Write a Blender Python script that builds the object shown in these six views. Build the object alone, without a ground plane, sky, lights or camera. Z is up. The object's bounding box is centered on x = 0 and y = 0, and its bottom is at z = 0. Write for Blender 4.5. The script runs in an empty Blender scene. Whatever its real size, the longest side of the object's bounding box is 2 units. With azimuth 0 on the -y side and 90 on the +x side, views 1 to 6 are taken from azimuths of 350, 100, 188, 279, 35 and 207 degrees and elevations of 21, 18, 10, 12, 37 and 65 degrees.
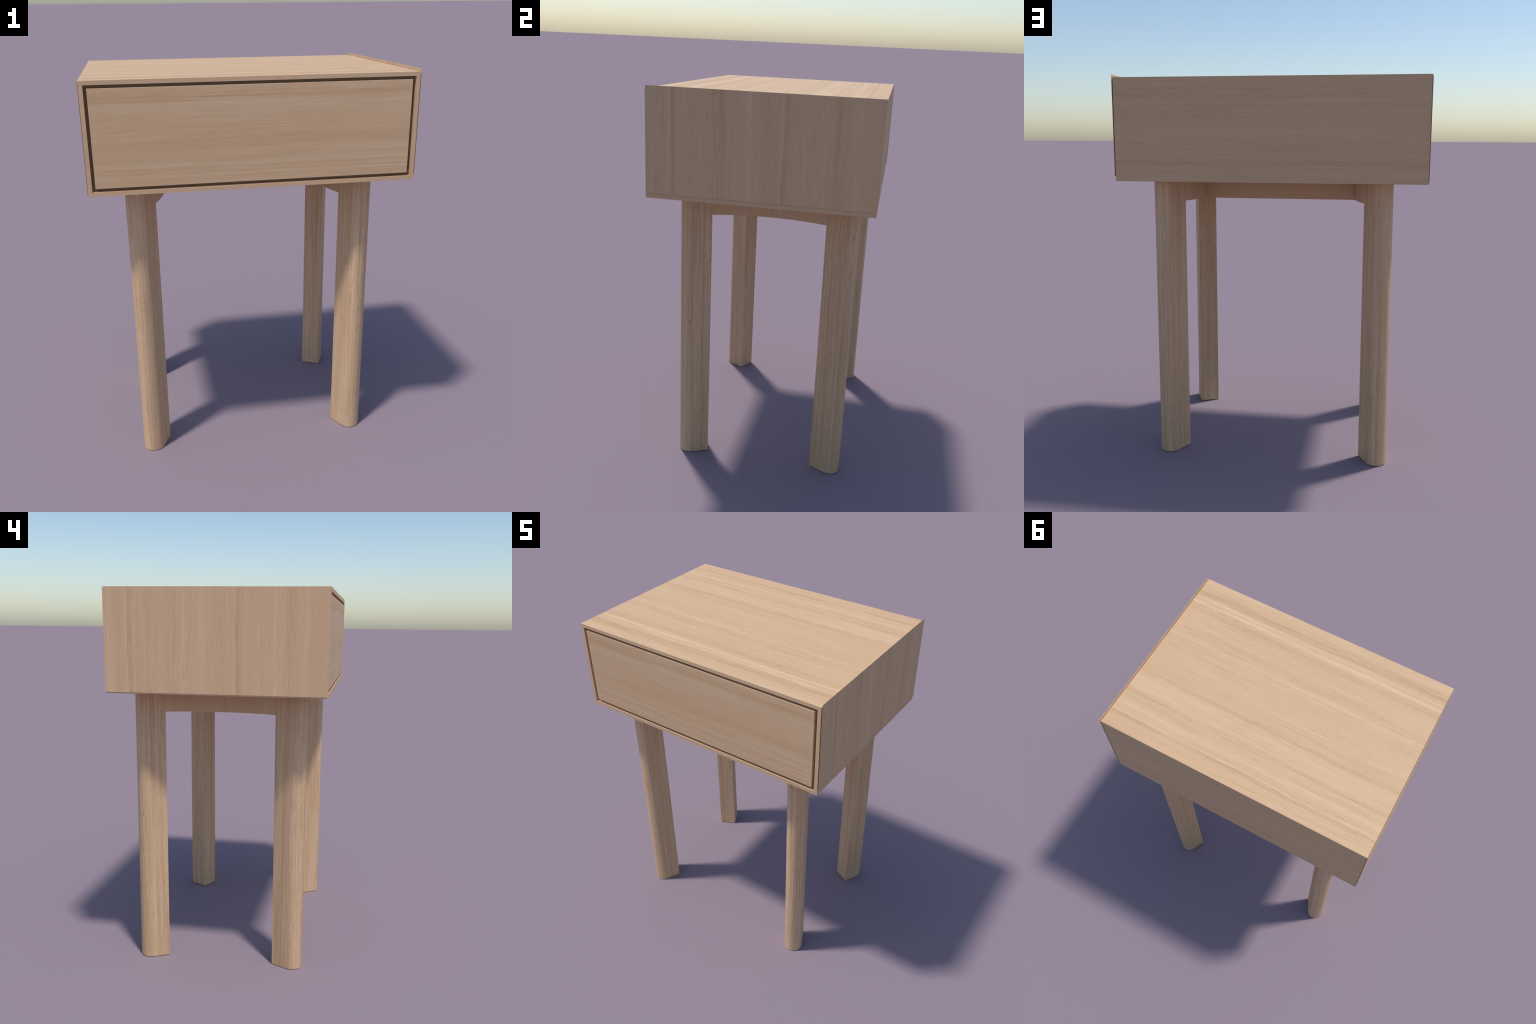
"""Small bedside table: box carcass with one flush drawer, thin side veneers,
four D-section legs joined by two curved rails and one straight cross rail."""
import bpy, bmesh, math
from mathutils import Vector

# ------------------------------------------------------------------ sizes
XC, YC = -0.001, 0.016                  # centre of carcass in x, of legs in y
X0, X1 = -0.774, 0.772                  # carcass
Y0, Y1 = -0.5465, 0.5440
Z0, Z1 = 1.478, 1.9873
WALL, WALL_TOP, WALL_BOTTOM = 0.0192, 0.0190, 0.0197
BACK = 0.012
GAP = 0.0153                            # shadow gap round the drawer front
VENEER = 0.0012
LEG_A = (0.4685, 0.3372)                 # sharp leg corners, from (XC, YC)
LEG_B = (0.5675, 0.2888)
LEG_STRAIGHT = 0.0928                   # flat cheek before the round nose
RAIL_Z, CROSS_Z = 1.3680, 1.3655
RAIL_CENTRE_X = 1.311                   # centre of the rail's plan arc
CROSS_HALF = 0.101                      # half depth of the cross rail


# -------------------------------------------------------------- materials
class Nodes:
    """Small helper around a node tree."""

    def __init__(self, mat):
        mat.use_nodes = True
        self.t = mat.node_tree
        self.t.nodes.clear()

    def add(self, kind, **props):
        n = self.t.nodes.new(kind)
        for k, v in props.items():
            setattr(n, k, v)
        return n

    def link(self, a, b):
        self.t.links.new(a, b)

    def put(self, sock, v):
        if isinstance(v, bpy.types.NodeSocket):
            self.link(v, sock)
        else:
            sock.default_value = v

    def math(self, op, a, b=0.0, c=0.0, clamp=False):
        n = self.add('ShaderNodeMath', operation=op, use_clamp=clamp)
        for s, v in zip(n.inputs, (a, b, c)):
            self.put(s, v)
        return n.outputs[0]

    def noise(self, vec, scale, offset=(0, 0, 0), detail=3.0, rough=0.55):
        m = self.add('ShaderNodeMapping')
        self.link(vec, m.inputs['Vector'])
        m.inputs['Scale'].default_value = scale
        m.inputs['Location'].default_value = offset
        n = self.add('ShaderNodeTexNoise')
        n.inputs['Scale'].default_value = 1.0
        n.inputs['Detail'].default_value = detail
        n.inputs['Roughness'].default_value = rough
        self.link(m.outputs[0], n.inputs['Vector'])
        return n.outputs['Fac']

    def ramp(self, fac, stops, interp='LINEAR'):
        n = self.add('ShaderNodeValToRGB')
        n.color_ramp.interpolation = interp
        e = n.color_ramp.elements
        while len(e) < len(stops):
            e.new(0.5)
        for el, (p, c) in zip(e, stops):
            el.position = p
            el.color = (*c, 1) if len(c) == 3 else c
        self.link(fac, n.inputs[0])
        return n.outputs[0]

    def mix(self, fac, a, b, blend='MIX'):
        n = self.add('ShaderNodeMix', data_type='RGBA', blend_type=blend)
        self.put(n.inputs[0], fac)
        self.put(n.inputs[6], a)
        self.put(n.inputs[7], b)
        return n.outputs[2]

    def band(self, coord, centre, half, soft=0.8):
        """1 inside a stripe centred on `centre`, falling off to 0 at `half`."""
        d = self.math('ABSOLUTE', self.math('SUBTRACT', coord, centre))
        n = self.add('ShaderNodeMapRange', interpolation_type='SMOOTHSTEP')
        self.link(d, n.inputs[0])
        n.inputs[1].default_value = half
        n.inputs[2].default_value = half * (1 - soft)
        n.inputs[3].default_value = 0.0
        n.inputs[4].default_value = 1.0
        return n.outputs[0]


def srgb(r, g, b):
    f = lambda c: c / 12.92 if c <= 0.04045 else ((c + 0.055) / 1.055) ** 2.4
    return (f(r / 255), f(g / 255), f(b / 255))


def oak(name, along, tone=1.0, contrast=1.0, streak=0.0, fine=1.0, wander=0.012,
        bands=(), across='y', seed=0.0, pink=0.5, pore=1.0, wobble=0.0, feather=0.05, hairy=1.0, band_gain=0.66, slow=0.02, ribbon=38):
    """Pale oak. `along`: grain axis.  `bands`: (position across the grain,
    half width, strength) of single growth stripes; + is light, - is dark.
    `streak`: strength of the wide ribbons seen on the solid legs."""
    mat = bpy.data.materials.new(name)
    N = Nodes(mat)
    tc = N.add('ShaderNodeTexCoord').outputs['Object']
    ax = 'xyz'.index(along)

    def sc(lng, crs):
        return tuple(lng if i == ax else crs for i in range(3))

    # the grain wanders slowly sideways along its length
    w = N.noise(tc, sc(2.6, 1.6), (seed, 3.1, 1.7), 2.0)
    w = N.math('MULTIPLY', N.math('SUBTRACT', w, 0.5), wander * 2)
    if wobble:
        q = N.noise(tc, sc(9.0, 4.0), (seed, 6.1, 2.2), 1.0)
        q = N.math('MULTIPLY', N.math('SUBTRACT', q, 0.5), wobble * 4)
        w = N.math('ADD', w, q)
    add = N.add('ShaderNodeVectorMath', operation='ADD')
    comb = N.add('ShaderNodeCombineXYZ')
    for i in range(3):
        if i != ax:
            N.link(w, comb.inputs[i])
    N.link(tc, add.inputs[0])
    N.link(comb.outputs[0], add.inputs[1])
    v = add.outputs[0]

    o = (seed * 1.3, seed * 0.7 + 2, seed * 2.1)
    broad = N.noise(v, sc(0.45, 6), o, 2.0)
    medium = N.noise(v, sc(0.8, ribbon), o, 3.0, 0.6)
    thin = N.noise(v, sc(2.6, 170 * fine), o, 4.0, 0.7)
    hair = N.noise(v, sc(13.0, 260 * fine), o, 3.0, 0.7)
    zone = N.noise(v, sc(0.9, 11), (seed, 8.2, 3.3), 2.0)     # busy / calm areas

    def term(f, k):
        return N.math('MULTIPLY', N.math('SUBTRACT', f, 0.5), k)

    busy = N.math('MULTIPLY_ADD', N.math('SUBTRACT', zone, 0.35), 3.0, 0.4, clamp=True)
    val = N.math('ADD', 0.5, term(broad, 0.30 * contrast))
    val = N.math('ADD', val, term(medium, (0.26 + streak) * contrast))
    fineval = N.math('ADD', term(thin, 0.80 * contrast), term(hair, 0.38 * contrast * hairy))
    val = N.math('ADD', val, N.math('MULTIPLY', fineval, busy))

    # single growth stripes, broken up along their length
    if bands:
        sep = N.add('ShaderNodeSeparateXYZ')
        N.link(v, sep.inputs[0])
        c = sep.outputs['xyz'.index(across)]
        brk = N.noise(v, sc(1.8, 190 * fine), (1.2, seed, 7.7), 4.0, 0.65)
        brk = N.math('MAXIMUM', N.math('MULTIPLY_ADD', brk, 5.0, -1.75), 0.0)
        # ragged edges: streaks of neighbouring fibres run into each other
        rag = N.noise(v, sc(2.8, 120 * fine), (0.4, seed, 1.1), 3.0, 0.7)
        c = N.math('ADD', c, term(rag, feather))
        drift = N.noise(tc, sc(1.7, 6.0), (2.9, 0.4, seed), 2.0)
        c = N.math('ADD', c, term(drift, slow))
        for pos, half, k in bands:
            b = N.math('MULTIPLY', N.band(c, pos, half * 1.25), k * band_gain)
            val = N.math('ADD', val, N.math('MULTIPLY', b, brk))

    dark = [c * tone for c in srgb(181, 146, 109)]
    mid = [c * tone for c in srgb(201, 168, 132)]
    lite = [c * tone for c in srgb(217, 188, 155)]
    col = N.ramp(val, [(0.12, dark), (0.48, mid), (0.88, lite)])

    # warm pink / yellow drift
    hue = N.noise(v, sc(0.7, 16), (seed, 9.0, 4.0), 2.0)
    hue = N.ramp(hue, [(0.35, (1.0, 1.0, 1.0)), (0.65, (1.012, 0.975, 0.985))])
    col = N.mix(pink, col, hue, 'MULTIPLY')

    # short dark pores along the grain, gathered in patches
    p = N.noise(v, sc(26, 420 * fine), (seed, 0, 2), 2.0, 0.5)
    where = N.noise(v, sc(2.0, 22), (seed, 5, 1), 2.0)
    p = N.math('ADD', p, term(where, 0.35))
    pm = N.ramp(p, [(0.60, (0, 0, 0)), (0.74, (1, 1, 1))])
    pm2 = N.math('MULTIPLY', pm, 0.32 * pore)
    col = N.mix(pm2, col, (*[c * tone for c in srgb(148, 112, 78)], 1))

    bsdf = N.add('ShaderNodeBsdfPrincipled')
    N.link(col, bsdf.inputs['Base Color'])
    bsdf.inputs['Roughness'].default_value = 0.62
    bsdf.inputs['Specular IOR Level'].default_value = 0.3
    bump = N.add('ShaderNodeBump')
    bump.inputs['Strength'].default_value = 0.05
    bump.inputs['Distance'].default_value = 0.002
    N.link(hair, bump.inputs['Height'])
    N.link(bump.outputs[0], bsdf.inputs['Normal'])
    out = N.add('ShaderNodeOutputMaterial')
    N.link(bsdf.outputs[0], out.inputs[0])
    return mat


TOP_BANDS = [(-0.475, 0.012, -0.14), (-0.448, 0.022, -0.32), (-0.41, 0.007, 0.24),
             (-0.398, 0.005, -0.20), (-0.385, 0.014, 0.30), (-0.345, 0.03, -0.14),
             (-0.185, 0.045, -0.12), (-0.138, 0.012, 0.16), (0.03, 0.08, 0.08),
             (0.165, 0.014, -0.20), (0.22, 0.04, 0.08), (0.302, 0.016, -0.18),
             (0.385, 0.022, 0.20), (0.438, 0.009, 0.22), (0.456, 0.012, -0.24)]
SIDE_BANDS = [(-0.513, 0.014, 0.14), (-0.430, 0.008, 0.22), (-0.412, 0.016, -0.26),
              (-0.324, 0.012, -0.12), (-0.222, 0.014, -0.16), (-0.186, 0.022, -0.16),
              (-0.150, 0.008, 0.20), (-0.058, 0.022, 0.16), (0.029, 0.03, -0.12),
              (0.101, 0.008, 0.22), (0.116, 0.016, -0.26), (0.296, 0.010, 0.16),
              (0.364, 0.035, -0.16), (0.441, 0.014, 0.14)]
DRAWER_BANDS = [(1.908, 0.026, -0.26), (1.87, 0.02, 0.10), (1.70, 0.04, -0.12), (1.635, 0.01, -0.12),
                (1.605, 0.010, 0.18), (1.590, 0.007, -0.12), (1.568, 0.008, -0.16),
                (1.556, 0.007, 0.14), (1.535, 0.012, -0.12)]
BACK_BANDS = [(1.93, 0.010, -0.12), (1.90, 0.008, -0.10), (1.865, 0.009, 0.16),
              (1.85, 0.007, -0.10), (1.70, 0.04, 0.08), (1.575, 0.02, -0.18)]

M_TOP = oak('oak_veneer_top', 'x', bands=TOP_BANDS, across='y', seed=1.0, wander=0.008,
            fine=1.3, pink=0.4, band_gain=0.85, slow=0.012)
M_SIDE_R = oak('oak_veneer_side_right', 'z', bands=SIDE_BANDS, across='y', seed=2.0,
               fine=1.0, contrast=0.8, pore=0.3, wobble=0.0022, feather=0.03, hairy=1.2, pink=0.4, band_gain=0.72, slow=0.006)
M_SIDE_L = oak('oak_veneer_side_left', 'z', bands=[(-p, h, k) for p, h, k in SIDE_BANDS],
               across='y', seed=2.0, fine=1.0, contrast=0.8, pore=0.3, wobble=0.0022, feather=0.03, hairy=1.2, pink=0.4, band_gain=0.72, slow=0.006)
M_DRAWER = oak('oak_veneer_drawer', 'x', bands=DRAWER_BANDS, across='z', seed=3.0,
               contrast=0.72, pore=0.6, wander=0.003, fine=1.0, slow=0.008, feather=0.03, hairy=1.9, pink=0.15)
M_BACK = oak('oak_veneer_back', 'x', bands=BACK_BANDS, across='z', seed=4.0,
             contrast=0.7, pore=0.6, wander=0.006, feather=0.04, hairy=1.6)
M_EDGE = oak('oak_case_edge', 'x', seed=5.0, contrast=0.6, pore=0.4)
M_LEG = oak('solid_oak_leg', 'z', seed=6.0, streak=0.72, contrast=1.2, fine=0.9,
            wander=0.012, pore=1.8, pink=0.5, ribbon=80)
M_RAIL = oak('solid_oak_rail', 'z', seed=7.0, contrast=0.9, pore=0.5)
M_CROSS = oak('solid_oak_cross_rail', 'x', seed=8.0, contrast=0.9, pore=0.5)
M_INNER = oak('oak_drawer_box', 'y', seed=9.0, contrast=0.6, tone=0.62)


# --------------------------------------------------------------- geometry
def prism(bm, loop, lo, hi, axis):
    """Extrude a closed 2-D loop between lo and hi along `axis`."""
    def at(p, h):
        return {'x': (h, p[0], p[1]), 'y': (p[0], h, p[1]), 'z': (p[0], p[1], h)}[axis]
    a = [bm.verts.new(at(p, lo)) for p in loop]
    b = [bm.verts.new(at(p, hi)) for p in loop]
    n = len(loop)
    bm.faces.new(a)
    bm.faces.new(b)
    for i in range(n):
        bm.faces.new((a[i], a[(i + 1) % n], b[(i + 1) % n], b[i]))


def box(bm, x0, x1, y0, y1, z0, z1):
    prism(bm, [(x0, y0), (x1, y0), (x1, y1), (x0, y1)], z0, z1, 'z')


def finish(name, bm, mat, parent, bevel=0.0, smooth=None):
    bmesh.ops.recalc_face_normals(bm, faces=bm.faces)
    if bevel:
        bmesh.ops.bevel(bm, geom=bm.edges[:], offset=bevel, segments=2,
                        affect='EDGES', profile=0.5)
    me = bpy.data.meshes.new(name)
    bm.to_mesh(me)
    bm.free()
    me.materials.append(mat)
    if smooth is not None:
        me.shade_smooth()
        me.set_sharp_from_angle(angle=math.radians(smooth))
    ob = bpy.data.objects.new(name, me)
    bpy.context.collection.objects.link(ob)
    ob.parent = parent
    return ob


table = bpy.data.objects.new('bedside_table', None)
bpy.context.collection.objects.link(table)
table['label'] = 'pale oak bedside table with one flush drawer, four legs'
table['category'] = 'nightstand'

# carcass: four boards mitred at the corners, plus a full-size back
xi0, xi1 = X0 + WALL, X1 - WALL
zi0, zi1 = Z0 + WALL_BOTTOM, Z1 - WALL_TOP
yb = Y1 - BACK
for name, mat, loop in (
        ('top_board', M_TOP, [(X0, Z1), (X1, Z1), (xi1, zi1), (xi0, zi1)]),
        ('bottom_board', M_EDGE, [(X0, Z0), (X1, Z0), (xi1, zi0), (xi0, zi0)]),
        ('side_board', M_EDGE, [(X0, Z0), (X0, Z1), (xi0, zi1), (xi0, zi0)]),
        ('side_board', M_EDGE, [(X1, Z0), (X1, Z1), (xi1, zi1), (xi1, zi0)])):
    bm = bmesh.new()
    # the top board also laps over the edge of the back
    prism(bm, loop, Y0, yb, 'y')
    finish(name, bm, mat, table)
bm = bmesh.new()
box(bm, X0, X1, yb, Y1, Z0, Z1 - 0.0012)
finish('back_board', bm, M_BACK, table)
bm = bmesh.new()
box(bm, X0, X1, yb, Y1, Z1 - 0.0012, Z1)
finish('back_edge_strip', bm, M_TOP, table)

# thin veneers standing a few millimetres off the carcass sides; the right one
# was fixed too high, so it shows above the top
for sx, xs, xface, z_lo, z_hi, mat in (
        (-1, X0, -0.777, 1.4845, 1.9830, M_SIDE_L),
        (1, X1, 0.777, 1.5020, 2.0000, M_SIDE_R)):
    bm = bmesh.new()
    xin = xface - sx * VENEER
    box(bm, min(xface, xin), max(xface, xin), -0.5430, 0.5465, z_lo, z_hi)
    # glue pad hidden in the gap
    box(bm, min(xin, xs), max(xin, xs), -0.48, 0.48, Z0 + 0.07, Z1 - 0.07)
    finish('side_veneer', bm, mat, table)

# drawer: flush front with a shadow gap, and its box behind
dx0, dx1 = xi0 + GAP, xi1 - GAP
dz0, dz1 = zi0 + GAP, zi1 - 0.0147
drawer = bpy.data.objects.new('drawer', None)
bpy.context.collection.objects.link(drawer)
drawer.parent = table
bm = bmesh.new()
box(bm, dx0, dx1, Y0 + 0.0008, Y0 + 0.0375, dz0, dz1)
finish('drawer_front', bm, M_DRAWER, drawer, bevel=0.0012)
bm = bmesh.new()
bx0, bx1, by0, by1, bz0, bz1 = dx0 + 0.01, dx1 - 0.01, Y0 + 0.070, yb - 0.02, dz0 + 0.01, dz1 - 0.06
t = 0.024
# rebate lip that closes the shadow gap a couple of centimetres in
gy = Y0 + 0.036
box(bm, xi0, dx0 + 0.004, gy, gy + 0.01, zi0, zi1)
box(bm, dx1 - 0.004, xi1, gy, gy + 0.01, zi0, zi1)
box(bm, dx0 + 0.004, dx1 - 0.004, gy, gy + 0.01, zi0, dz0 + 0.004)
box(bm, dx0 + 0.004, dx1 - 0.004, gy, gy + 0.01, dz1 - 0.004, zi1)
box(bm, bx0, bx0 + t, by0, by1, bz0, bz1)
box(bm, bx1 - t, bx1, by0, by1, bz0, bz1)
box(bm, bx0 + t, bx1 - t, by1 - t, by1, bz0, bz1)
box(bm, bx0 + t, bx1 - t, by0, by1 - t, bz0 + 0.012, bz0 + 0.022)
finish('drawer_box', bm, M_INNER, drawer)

# legs: upright D-section prisms, flat face towards the rail, nose outward
def leg_section(sx, sy):
    a = Vector((XC + sx * LEG_A[0], YC + sy * LEG_A[1]))
    b = Vector((XC + sx * LEG_B[0], YC + sy * LEG_B[1]))
    tdir = (b - a).normalized()
    n = Vector((-tdir.y, tdir.x))
    if n.y * sy < 0:
        n = -n
    r = (b - a).length / 2
    c = (a + b) / 2 + n * LEG_STRAIGHT
    pts = [a, b]
    steps = 40
    for i in range(steps + 1):
        th = math.pi * i / steps
        pts.append(c + tdir * r * math.cos(th) + n * r * math.sin(th))
    return [(p.x, p.y) for p in pts]


for sx in (-1, 1):
    for sy in (-1, 1):
        bm = bmesh.new()
        prism(bm, leg_section(sx, sy), 0.0, Z0 + 0.002, 'z')
        finish('leg', bm, M_LEG, table, smooth=35)

# curved side rails: concentric plan arcs from leg to leg, bowed inward
def arc(x_end, half):
    r = math.hypot(RAIL_CENTRE_X - x_end, half)
    th = math.asin(half / r)
    out = []
    for i in range(41):
        k = -th + 2 * th * i / 40
        out.append((RAIL_CENTRE_X - r * math.cos(k), r * math.sin(k)))
    return out


outer = arc(LEG_B[0] - 0.0012, LEG_B[1] + 0.0003)
inner = arc(LEG_A[0] + 0.0008, LEG_A[1] + 0.0003)
for sx in (-1, 1):
    bm = bmesh.new()
    loop = [(XC + sx * x, YC + y) for x, y in outer + inner[::-1]]
    prism(bm, loop, RAIL_Z, Z0 + 0.002, 'z')
    finish('side_rail', bm, M_RAIL, table, smooth=35)

bm = bmesh.new()
xm = 0.430
box(bm, XC - xm, XC + xm, YC - CROSS_HALF, YC + CROSS_HALF, CROSS_Z, Z0 + 0.002)
finish('cross_rail', bm, M_CROSS, table)
